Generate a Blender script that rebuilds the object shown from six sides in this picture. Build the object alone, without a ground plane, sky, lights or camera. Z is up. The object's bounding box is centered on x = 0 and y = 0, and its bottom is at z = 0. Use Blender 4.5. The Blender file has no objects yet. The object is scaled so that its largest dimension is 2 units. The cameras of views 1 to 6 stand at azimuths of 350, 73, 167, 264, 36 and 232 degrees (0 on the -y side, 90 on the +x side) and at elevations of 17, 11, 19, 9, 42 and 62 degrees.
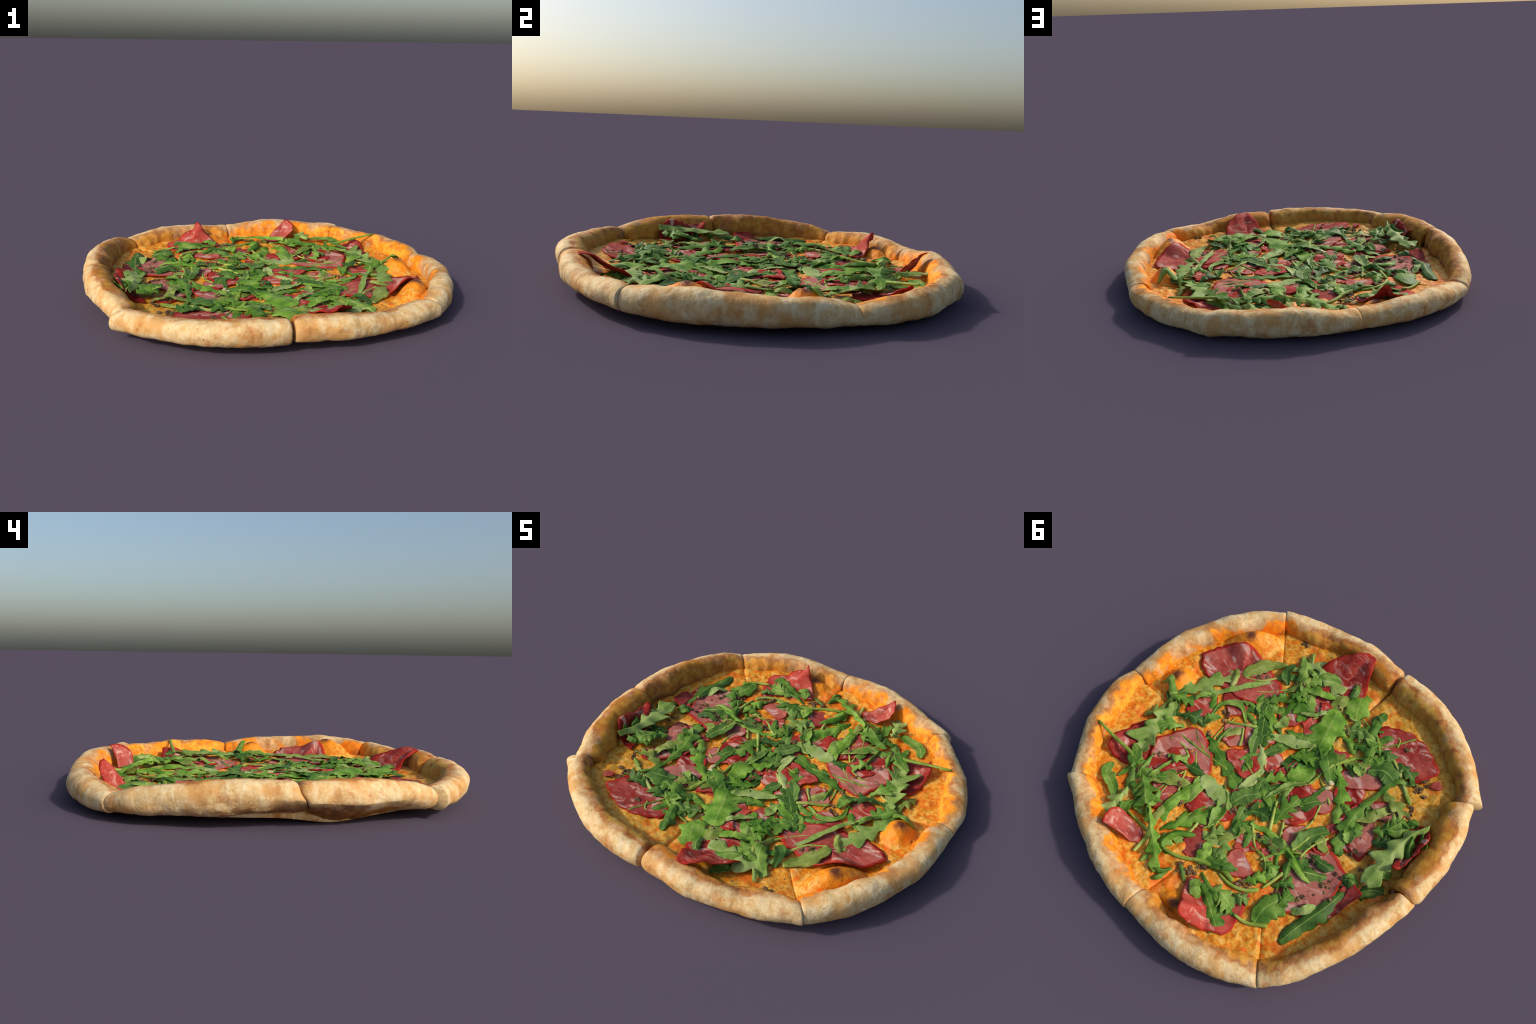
import bpy, math, random
import numpy as np
from mathutils import noise, Vector

rng = np.random.default_rng(7)
TAU = 2 * math.pi
CX, CY = -0.10, 0.045            # where the four straight cuts cross
FLOOR = 0.058                    # height of the cheese layer at the foot of the crust


# ------------------------------------------------------------------ colours
def srgb(h):
    c = [int(h[i:i + 2], 16) / 255 for i in (1, 3, 5)]
    return tuple(((x + 0.055) / 1.055) ** 2.4 if x > 0.04045 else x / 12.92 for x in c) + (1.0,)


class Nodes:
    """Small helper that wires a material's node tree."""

    def __init__(self, name):
        self.mat = bpy.data.materials.new(name)
        self.mat.use_nodes = True
        self.t = self.mat.node_tree
        self.bsdf = self.t.nodes['Principled BSDF']
        self.co = self.t.nodes.new('ShaderNodeTexCoord')

    def link(self, a, b):
        self.t.links.new(a, b)

    def put(self, sock, v):
        if isinstance(v, bpy.types.NodeSocket):
            self.link(v, sock)
        else:
            sock.default_value = v

    def noise(self, scale, detail=4.0, rough=0.55, vec=None, dist=0.0):
        n = self.t.nodes.new('ShaderNodeTexNoise')
        n.inputs['Scale'].default_value = scale
        n.inputs['Detail'].default_value = detail
        n.inputs['Roughness'].default_value = rough
        n.inputs['Distortion'].default_value = dist
        self.link(vec or self.co.outputs['Object'], n.inputs['Vector'])
        return n.outputs['Fac']

    def voronoi(self, scale, feature='F1', vec=None):
        n = self.t.nodes.new('ShaderNodeTexVoronoi')
        n.feature = feature
        n.inputs['Scale'].default_value = scale
        self.link(vec or self.co.outputs['Object'], n.inputs['Vector'])
        return n.outputs['Distance']

    def stretch(self, scale, rot=(0, 0, 0), out='Object'):
        n = self.t.nodes.new('ShaderNodeMapping')
        n.inputs['Scale'].default_value = scale
        n.inputs['Rotation'].default_value = rot
        self.link(self.co.outputs[out], n.inputs['Vector'])
        return n.outputs['Vector']

    def math(self, op, a, b=0.0, c=0.0):
        n = self.t.nodes.new('ShaderNodeMath')
        n.operation = op
        for s, v in zip(n.inputs, (a, b, c)):
            self.put(s, v)
        return n.outputs[0]

    def step(self, v, lo, hi):
        n = self.t.nodes.new('ShaderNodeMapRange')
        n.interpolation_type = 'SMOOTHSTEP'
        self.put(n.inputs['Value'], v)
        n.inputs['From Min'].default_value = lo
        n.inputs['From Max'].default_value = hi
        return n.outputs[0]

    def ramp(self, v, stops):
        n = self.t.nodes.new('ShaderNodeValToRGB')
        e = n.color_ramp.elements
        while len(e) < len(stops):
            e.new(0.5)
        for el, (p, c) in zip(e, stops):
            el.position = p
            el.color = srgb(c) if isinstance(c, str) else (c, c, c, 1)
        self.put(n.inputs['Fac'], v)
        return n.outputs['Color']

    def mix(self, f, a, b, kind='MIX'):
        n = self.t.nodes.new('ShaderNodeMix')
        n.data_type = 'RGBA'
        n.blend_type = kind
        self.put(n.inputs['Factor'], f)
        self.put(n.inputs[6], srgb(a) if isinstance(a, str) else a)
        self.put(n.inputs[7], srgb(b) if isinstance(b, str) else b)
        return n.outputs[2]

    def curve(self, v, pts):
        n = self.t.nodes.new('ShaderNodeFloatCurve')
        cu = n.mapping.curves[0]
        while len(cu.points) < len(pts):
            cu.points.new(0.5, 0.5)
        for p, (x, y) in zip(cu.points, pts):
            p.location = (x, y)
            p.handle_type = 'VECTOR'
        n.mapping.update()
        self.link(v, n.inputs['Value'])
        return n.outputs[0]

    def xyz(self):
        n = self.t.nodes.new('ShaderNodeSeparateXYZ')
        self.link(self.co.outputs['Object'], n.inputs[0])
        return n.outputs

    def bump(self, h, strength, dist):
        n = self.t.nodes.new('ShaderNodeBump')
        n.inputs['Strength'].default_value = strength
        n.inputs['Distance'].default_value = dist
        self.link(h, n.inputs['Height'])
        self.link(n.outputs[0], self.bsdf.inputs['Normal'])

    def finish(self, color, rough=0.6, spec=0.3):
        self.put(self.bsdf.inputs['Base Color'], color)
        self.put(self.bsdf.inputs['Roughness'], rough)
        self.bsdf.inputs['Specular IOR Level'].default_value = spec
        return self.mat

    def polar(self):
        """Angle round the cut centre (0..1) and distance from it."""
        x, y, z = self.xyz()
        dx = self.math('SUBTRACT', x, CX)
        dy = self.math('SUBTRACT', y, CY)
        ang = self.math('ARCTAN2', dy, dx)
        turn = self.math('FRACT', self.math('DIVIDE', self.math('ADD', ang, TAU), TAU))
        r = self.math('SQRT', self.math('ADD', self.math('MULTIPLY', dx, dx), self.math('MULTIPLY', dy, dy)))
        return turn, r, x, y, z


# ------------------------------------------------------------------ the rim
# One entry per crust piece between two cuts. A knot is
# (angle in degrees round the cut centre, outer radius, crest height).
RIM = []


def rim(width, bottom, notch, *knots):
    RIM.append((width, bottom, notch, np.array(knots)))


rim(0.118, (0.020, 0.011), (0.90, 0.97), (5.4, 1.084, 0.104), (9.0, 1.097, 0.117), (12.2, 1.099, 0.124), (18.7, 1.094, 0.129), (25.1, 1.081, 0.132), (31.5, 1.063, 0.132), (38.0, 1.045, 0.131), (44.9, 1.034, 0.133))
rim(0.138, (0.013, 0.020), (0.94, 0.88), (44.7, 1.060, 0.137), (47.0, 1.030, 0.146), (52.8, 0.999, 0.148), (60.3, 0.976, 0.149), (67.9, 0.954, 0.165), (75.5, 0.942, 0.153), (83.0, 0.930, 0.138), (91.0, 0.914, 0.123))
rim(0.138, (0.020, 0.024), (0.93, 0.86), (90.9, 0.910, 0.123), (98.8, 0.916, 0.134), (106.2, 0.930, 0.143), (113.7, 0.948, 0.145), (121.1, 0.958, 0.141), (128.5, 0.968, 0.129), (134.5, 0.980, 0.118), (136.3, 0.988, 0.108))
rim(0.128, (0.034, 0.062), (0.88, 0.76), (136.3, 0.980, 0.114), (140.5, 0.974, 0.138), (144.9, 0.967, 0.152), (153.0, 0.946, 0.170), (161.2, 0.922, 0.187), (169.3, 0.910, 0.195), (177.4, 0.910, 0.198), (185.9, 0.916, 0.191))
rim(0.158, (0.042, 0.048), (0.80, 0.86), (186.1, 0.920, 0.188), (192.5, 0.931, 0.195), (198.6, 0.946, 0.193), (204.7, 0.960, 0.190), (210.8, 0.980, 0.184), (216.9, 0.997, 0.170), (220.5, 1.006, 0.158), (223.3, 1.018, 0.144))
rim(0.138, (0.044, 0.036), (0.94, 0.80), (223.3, 1.060, 0.142), (225.4, 1.051, 0.149), (231.8, 1.046, 0.152), (239.7, 1.046, 0.151), (247.7, 1.043, 0.150), (255.7, 1.039, 0.157), (263.6, 1.022, 0.163), (271.4, 1.008, 0.158))
rim(0.143, (0.040, 0.040), (0.84, 0.95), (272.5, 1.000, 0.157), (279.5, 1.016, 0.160), (286.5, 1.042, 0.155), (293.6, 1.056, 0.142), (300.7, 1.076, 0.131), (307.7, 1.108, 0.142), (313.0, 1.128, 0.147), (315.2, 1.150, 0.134))
rim(0.128, (0.032, 0.022), (0.90, 0.93), (315.3, 1.132, 0.141), (323.8, 1.133, 0.157), (332.1, 1.125, 0.165), (340.3, 1.112, 0.155), (348.5, 1.111, 0.147), (356.8, 1.091, 0.137), (362.0, 1.083, 0.122), (365.4, 1.081, 0.106))
CREST = 0.066                    # crest line, measured inward from the outer edge
BUBBLES = [(0.765, -0.012, 0.072, 0.058, 0.080, 1.5), (0.685, -0.475, 0.120, 0.066, 0.098, 0.98), (-0.262, 0.775, 0.080, 0.050, 0.055, 0.2)]


def knot_interp(knots, a, col):
    """Smooth interpolation of a rim knot column at angle a (degrees)."""
    return np.interp(a, knots[:, 0], knots[:, col])


ALL = np.concatenate([k for *_, k in RIM])
ORDER = np.argsort(ALL[:, 0], kind='stable')
ALLW = np.concatenate([np.full(len(k), w) for w, _, _, k in RIM])[ORDER]
ALL = ALL[ORDER]


def around(col, deg):
    v = {'r': ALL[:, 1], 'h': ALL[:, 2], 'w': ALLW}[col]
    return np.interp(deg, ALL[:, 0], v, period=360)


def floor_at(x, y):
    """The slices sag a little towards the middle."""
    q = np.clip((np.hypot(x, y) - 0.20) / 0.50, 0, 1)
    return FLOOR - 0.002 - 0.015 * (1 - q * q * (3 - 2 * q)) - 0.007 * (x + y)


def fbm(x, y, z, octaves=3):
    return noise.fractal(Vector((x, y, z)), 1.0, 2.0, octaves)


def inner_profile(q):
    """Fall of the crust from crest (q=0) to cheese (q=1): a rounded shoulder."""
    q = np.clip(q, 0, 1)
    return np.clip(1 - q ** 2.35, 0, 1) ** (1 / 2.8)


def surface(x, y):
    """Height of dough, cheese and crust under a point (arrays)."""
    x, y = np.asarray(x, float), np.asarray(y, float)
    dx, dy = x - CX, y - CY
    deg = np.degrees(np.arctan2(dy, dx)) % 360
    d = around('r', deg) - np.hypot(dx, dy)
    w, h = around('w', deg), around('h', deg)
    z = floor_at(x, y)
    z = z + 0.012 * np.exp(-((d - w) / 0.07) ** 2)
    for bx, by, a, b, up, rot in BUBBLES:
        u = (x - bx) * math.cos(rot) + (y - by) * math.sin(rot)
        v = -(x - bx) * math.sin(rot) + (y - by) * math.cos(rot)
        q = np.sqrt((u / a) ** 2 + (v / b) ** 2)
        z = np.where(q < 1.49, np.maximum(z, floor_at(x, y) + up * np.clip(1 - q ** 2 * 0.45, 0, 1) ** 1.2), z)
    base = z - 0.010
    crust = base + (h - base) * inner_profile((d - CREST) / (w - CREST))
    z = np.where(d < w, np.maximum(z, np.where(d < CREST, h, crust)), z)
    return z


# ------------------------------------------------------------------ mesh helpers
def mesh_object(name, verts, faces, mats, parent, slots=None, smooth=True):
    me = bpy.data.meshes.new(name)
    me.from_pydata([tuple(v) for v in verts], [], faces)
    for m in mats:
        me.materials.append(m)
    if slots is not None:
        me.polygons.foreach_set('material_index', slots)
    me.polygons.foreach_set('use_smooth', [smooth] * len(me.polygons))
    me.update()
    ob = bpy.data.objects.new(name, me)
    bpy.context.scene.collection.objects.link(ob)
    ob.parent = parent
    return ob


def thick_sheet(top, thick):
    """Turn a grid of points (n, m, 3) into a closed sheet with depth."""
    n, m, _ = top.shape
    du = np.gradient(top, axis=0)
    dv = np.gradient(top, axis=1)
    nor = np.cross(du, dv)
    nor /= np.linalg.norm(nor, axis=2, keepdims=True) + 1e-9
    nor[nor[..., 2] < 0] *= -1
    low = top - nor * thick
    verts = np.concatenate([top.reshape(-1, 3), low.reshape(-1, 3)])
    N = n * m
    idx = lambda i, j: i * m + j
    faces, cols = [], []
    for i in range(n - 1):
        for j in range(m - 1):
            a, b, c, d = idx(i, j), idx(i + 1, j), idx(i + 1, j + 1), idx(i, j + 1)
            faces.append((a, b, c, d)); cols.append(j)
            faces.append((a + N, d + N, c + N, b + N)); cols.append(j)
    edge = [idx(i, 0) for i in range(n)] + [idx(n - 1, j) for j in range(1, m)]
    edge += [idx(i, m - 1) for i in range(n - 2, -1, -1)] + [idx(0, j) for j in range(m - 2, 0, -1)]
    for a, b in zip(edge, edge[1:] + edge[:1]):
        faces.append((b, a, a + N, b + N)); cols.append(0)
    return verts, faces, cols


def spline(points, n):
    """Catmull-Rom curve through control points, n samples, even spacing."""
    p = np.array(points, float)
    p = np.vstack([2 * p[0] - p[1], p, 2 * p[-1] - p[-2]])
    out = []
    for i in range(1, len(p) - 2):
        for t in np.linspace(0, 1, 16, endpoint=False):
            a, b, c, d = p[i - 1:i + 3]
            out.append(0.5 * (2 * b + (c - a) * t + (2 * a - 5 * b + 4 * c - d) * t * t + (3 * b - a - 3 * c + d) * t ** 3))
    out.append(p[-2])
    out = np.array(out)
    s = np.concatenate([[0], np.cumsum(np.linalg.norm(np.diff(out, axis=0), axis=1))])
    q = np.linspace(0, s[-1], n)
    return np.stack([np.interp(q, s, out[:, k]) for k in range(out.shape[1])], 1), s[-1]


# ------------------------------------------------------------------ materials
def turn_curve(column, lo, hi):
    """Rim column as points of a float curve over one turn, scaled to 0..1."""
    pts = []
    for t in np.linspace(0, 1, 49):
        pts.append((float(t), float((around(column, t * 360) - lo) / (hi - lo))))
    return pts


def crust_material():
    n = Nodes('baked_crust')
    turn, r, x, y, z = n.polar()
    R = n.math('MULTIPLY_ADD', n.curve(turn, turn_curve('r', 0.8, 1.2)), 0.4, 0.8)
    d = n.math('SUBTRACT', R, r)
    big, mid, fine = n.noise(7, 3), n.noise(22, 5, 0.6), n.noise(75, 4, 0.65)
    around_rim = n.t.nodes.new('ShaderNodeCombineXYZ')
    n.link(n.math('MULTIPLY', turn, 150.0), around_rim.inputs[0])
    n.link(n.math('MULTIPLY', d, 16.0), around_rim.inputs[1])
    n.link(n.math('MULTIPLY', z, 14.0), around_rim.inputs[2])
    streak = n.noise(1.0, 4, 0.6, around_rim.outputs[0], 0.6)          # creases running over the rim
    flour = n.ramp(n.math('MULTIPLY_ADD', streak, 0.5, n.math('MULTIPLY_ADD', fine, 0.25, n.math('MULTIPLY', mid, 0.25))), [(0.36, COL['crust_tan']), (0.46, COL['crust_mid']), (0.57, COL['crust_pale'])])
    warm = n.mix(n.math('MULTIPLY', n.step(big, 0.47, 0.62), 0.75), flour, COL['crust_warm'])
    # browned band just inside the crest, patchy
    dd = n.math('ADD', d, n.math('MULTIPLY_ADD', streak, 0.07, n.math('MULTIPLY_ADD', big, 0.10, n.math('MULTIPLY_ADD', mid, 0.04, -0.105))))
    dd = n.math('SUBTRACT', dd, n.math('MULTIPLY_ADD', n.ramp(turn, FLOURY), 0.065, -0.014))
    toast = n.ramp(n.math('MULTIPLY_ADD', streak, 0.5, n.math('MULTIPLY', mid, 0.5)), [(0.35, COL['toast_dark']), (0.5, COL['toast']), (0.64, COL['toast_light'])])
    c1 = n.mix(n.math('MULTIPLY', n.step(dd, 0.040, 0.066), n.math('MULTIPLY', n.ramp(turn, TOAST_ROUND), n.math('MULTIPLY_ADD', n.step(n.noise(8, 4, 0.6), 0.40, 0.58), 0.5, 0.5))), warm, toast)
    blot = n.math('MULTIPLY', n.step(n.noise(11, 4, 0.6), 0.54, 0.66), 0.6)
    c1 = n.mix(blot, c1, toast)
    # inner wall, soaked with sauce and cheese: hue differs round the pizza
    wall = n.ramp(turn, WALL_ROUND)
    wall = n.mix(n.step(mid, 0.42, 0.62), wall, n.ramp(turn, WALL2_ROUND))
    wall = n.mix(n.math('MULTIPLY', n.step(n.noise(15, 4), 0.52, 0.66), 0.6), wall, toast)
    climb = n.math('MULTIPLY_ADD', n.noise(7, 3), 0.10, -0.05)
    c2 = n.mix(n.step(n.math('ADD', dd, climb), 0.076, 0.100), c1, wall)
    # underside and lower outer wall: scattered oven scorch on one side
    scorch = n.math('MULTIPLY', n.step(n.noise(9, 5, 0.65, n.stretch((1, 1, 2.5))), 0.40, 0.58),
                    n.math('MULTIPLY', n.math('SUBTRACT', 1.0, n.step(z, 0.08, 0.145)), n.ramp(turn, [(0.41, 0.0), (0.46, 0.85), (0.57, 0.85), (0.62, 0.15), (0.97, 0.1), (1.0, 0.0)])))
    c3 = n.mix(scorch, c2, COL['scorch'])
    specks = n.math('MULTIPLY', n.step(n.noise(48, 2, 0.5), 0.70, 0.76), 0.6)
    c4 = n.mix(specks, c3, COL['toast_dark'])
    n.bump(n.math('ADD', n.math('MULTIPLY', fine, 0.7), n.math('MULTIPLY_ADD', streak, 0.6, mid)), 0.5, 0.006)
    return n.finish(c4, 0.72, 0.25)


def cheese_material():
    n = Nodes('melted_cheese_and_sauce')
    turn, r, x, y, z = n.polar()
    big, mid, fine = n.noise(5, 3), n.noise(26, 4, 0.6), n.noise(60, 4, 0.6)
    curd = n.voronoi(30)
    t = n.math('ADD', n.math('MULTIPLY', mid, 0.6), n.math('MULTIPLY', fine, 0.4))
    base = n.ramp(t, [(0.38, COL['sauce']), (0.46, COL['cheese_deep']), (0.54, COL['cheese']), (0.64, COL['cheese_light'])])
    # the golden side with less sauce
    gold = n.ramp(t, [(0.40, COL['gold_deep']), (0.5, COL['gold']), (0.62, COL['gold_light'])])
    side = n.step(n.math('MULTIPLY_ADD', big, 0.5, n.math('MULTIPLY', n.math('ADD', n.math('MULTIPLY', x, -0.5), n.math('MULTIPLY', y, -0.6)), 0.9)), 0.32, 0.62)
    c = n.mix(n.math('MULTIPLY', side, 0.8), base, gold)
    # sauce pools
    c = n.mix(n.math('MULTIPLY', n.step(n.noise(9, 3), 0.52, 0.64), 0.7), c, COL['sauce'])
    for bx, by, a, b, up, rot in BUBBLES:
        g = n.math('SQRT', n.math('ADD', n.math('POWER', n.math('SUBTRACT', x, bx), 2), n.math('POWER', n.math('SUBTRACT', y, by), 2)))
        g = n.math('ADD', g, n.math('MULTIPLY', n.math('SUBTRACT', mid, 0.5), 0.05))
        c = n.mix(n.math('SUBTRACT', 1.0, n.step(g, 0.05, 0.11)), c, COL['bubble'])
        c = n.mix(n.math('MULTIPLY', n.math('SUBTRACT', 1.0, n.step(g, 0.012, 0.05)), 0.92), c, COL['blister'])
    c = n.mix(n.math('MULTIPLY', n.step(n.noise(40, 2), 0.69, 0.75), 0.7), c, COL['blister'])
    n.bump(n.math('ADD', n.math('MULTIPLY', curd, 0.8), t), 0.6, 0.010)
    return n.finish(c, 0.55, 0.35)


def dough_material():
    n = Nodes('dough_underside')
    t = n.noise(14, 5, 0.6)
    return n.finish(n.ramp(t, [(0.35, COL['toast']), (0.5, COL['crust_mid']), (0.65, COL['crust_pale'])]), 0.75, 0.2)


def leaf_material(name, dark, main, light):
    n = Nodes(name)
    info = n.t.nodes.new('ShaderNodeObjectInfo')
    shift = n.math('MULTIPLY', n.math('SUBTRACT', info.outputs['Random'], 0.5), 0.20)
    t = n.math('ADD', n.math('ADD', n.math('MULTIPLY', n.noise(11, 3, 0.5), 0.75), n.math('MULTIPLY', n.noise(70, 3), 0.25)), shift)
    c = n.ramp(t, [(0.34, dark), (0.5, main), (0.66, light)])
    veins = n.noise(90, 2, 0.5, n.stretch((1, 1, 1)), 1.5)
    n.bump(n.math('ADD', n.noise(30, 2), n.math('MULTIPLY', veins, 0.25)), 0.22, 0.005)
    n.finish(c, 0.55, 0.3)
    tr = n.t.nodes.new('ShaderNodeBsdfTranslucent')
    n.link(c, tr.inputs['Color'])
    mx = n.t.nodes.new('ShaderNodeMixShader')
    mx.inputs[0].default_value = 0.15
    n.link(n.bsdf.outputs[0], mx.inputs[1])
    n.link(tr.outputs[0], mx.inputs[2])
    n.link(mx.outputs[0], n.t.nodes['Material Output'].inputs['Surface'])
    return n.mat


def ham_material(name, lean, mid_, pale, fat):
    n = Nodes(name)
    info = n.t.nodes.new('ShaderNodeObjectInfo')
    shift = n.math('MULTIPLY', n.math('SUBTRACT', info.outputs['Random'], 0.5), 0.16)
    t = n.math('ADD', n.math('ADD', n.math('MULTIPLY', n.noise(7, 3), 0.7), n.math('MULTIPLY', n.noise(40, 4), 0.3)), shift)
    c = n.ramp(t, [(0.36, lean), (0.50, mid_), (0.64, pale)])
    streak = n.noise(8, 4, 0.55, n.stretch((1.0, 2.0, 1.0), (0, 0, 0.8)), 1.2)
    c = n.mix(n.math('MULTIPLY', n.step(streak, 0.52, 0.66), 0.75), c, fat)
    c = n.mix(n.math('MULTIPLY', n.step(n.noise(70, 3), 0.62, 0.72), 0.35), c, fat)
    n.bump(n.noise(30, 4), 0.25, 0.006)
    return n.finish(c, 0.7, 0.10)


def crumb_material():
    n = Nodes('browned_mushroom')
    info = n.t.nodes.new('ShaderNodeObjectInfo')
    t = n.math('ADD', n.noise(55, 4, 0.65), n.math('MULTIPLY', n.math('SUBTRACT', info.outputs['Random'], 0.5), 0.25))
    n.bump(n.noise(110, 3), 0.5, 0.004)
    return n.finish(n.ramp(t, [(0.35, COL['crumb_dark']), (0.5, COL['crumb']), (0.68, COL['crumb_light'])]), 0.7, 0.3)


COL = {
    'crust_pale': '#e7cfa0', 'crust_mid': '#dab67c', 'crust_tan': '#c2925a', 'crust_warm': '#d09650',
    'toast': '#ae6526', 'toast_dark': '#703c18', 'toast_light': '#cd8e46', 'scorch': '#83532a',
    'sauce': '#e0660c', 'cheese_deep': '#d4800f', 'cheese': '#e2a236', 'cheese_light': '#e5b566',
    'gold_deep': '#b8780e', 'gold': '#d8a034', 'gold_light': '#ddb25c',
    'bubble': '#ee8c0e', 'blister': '#532619',
    'crumb': '#735436', 'crumb_dark': '#3d2b1c', 'crumb_light': '#98784e',
}
# how far inward the pale floury outside reaches, round one turn
FLOURY = [(0.0, 0.45), (0.03, 0.1), (0.11, 0.15), (0.14, 0.35), (0.24, 0.55), (0.27, 0.7), (0.36, 0.6), (0.39, 0.15), (0.5, 0.2), (0.6, 0.15), (0.65, 0.3), (0.74, 0.3), (0.78, 0.1), (0.86, 0.5), (0.88, 0.75), (0.97, 0.75), (1.0, 0.45)]
# how strongly the crest is toasted, round one turn
TOAST_ROUND = [(0.0, 0.55), (0.06, 0.9), (0.12, 0.9), (0.2, 0.6), (0.27, 0.75), (0.36, 0.9), (0.45, 0.9), (0.6, 0.95), (0.7, 0.95), (0.8, 1.0), (0.87, 0.75), (0.9, 0.25), (0.97, 0.4), (1.0, 0.55)]
WALL_ROUND = [(0.0, '#ee8410'), (0.12, '#f08a14'), (0.25, '#f0820c'), (0.262, '#d08022'), (0.36, '#d58a2a'), (0.40, '#b07024'), (0.52, '#a86a20'), (0.6, '#b67a24'), (0.74, '#b8842e'), (0.765, '#cc7a20'), (0.86, '#cf8024'), (0.876, '#ee7c08'), (1.0, '#ee8410')]
WALL2_ROUND = [(0.0, '#f2a02c'), (0.12, '#f4a83a'), (0.25, '#f39a20'), (0.262, '#dc9c44'), (0.38, '#d89a40'), (0.42, '#bf8a3a'), (0.6, '#c48c30'), (0.74, '#c09a48'), (0.765, '#d29040'), (0.86, '#d8983c'), (0.876, '#f28c10'), (1.0, '#f2a02c')]

CRUST = crust_material()
CHEESE = cheese_material()
DOUGH = dough_material()
LEAF = {
    'bright': leaf_material('arugula_bright', '#47761a', '#6c982a', '#94b44c'),
    'mid': leaf_material('arugula_green', '#3c661a', '#60882a', '#8aa84a'),
    'dark': leaf_material('arugula_dark', '#30541a', '#4b7026', '#6c8c3c'),
    'pale': leaf_material('arugula_pale_underside', '#5f8032', '#88a24c', '#aebd72'),
    'olive': leaf_material('arugula_olive', '#566a22', '#82923c', '#a6ae5c'),
}
VEIN = leaf_material('arugula_midrib', '#6a8a34', '#8ea84c', '#acbe6a')
STEM = leaf_material('arugula_stem', '#688428', '#94aa42', '#b4c262')
HAM = [
    ham_material('cured_ham', '#8e2e28', '#a64a40', '#b76658', '#d6b2a2'),
    ham_material('cured_ham_red', '#8c201a', '#a5342a', '#b65244', '#d2a896'),
    ham_material('cooked_ham', '#964e44', '#a86054', '#b67264', '#cca496'),
]
RIND = ham_material('ham_rim', '#8e1c16', '#a42a20', '#b03e30', '#b65a4a')
CRUMB = crumb_material()
white = Nodes('mozzarella')
MOZZARELLA = white.finish(white.ramp(white.noise(30, 3), [(0.35, '#b89a68'), (0.5, '#cfc09a'), (0.65, '#d8d2c0')]), 0.4, 0.4)

# ------------------------------------------------------------------ the pizza
pizza = bpy.data.objects.new('pizza', None)
bpy.context.scene.collection.objects.link(pizza)
pizza['label'] = 'round sliced pizza with ham, arugula leaves and a puffy crust'
pizza['category'] = 'pizza'


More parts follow.
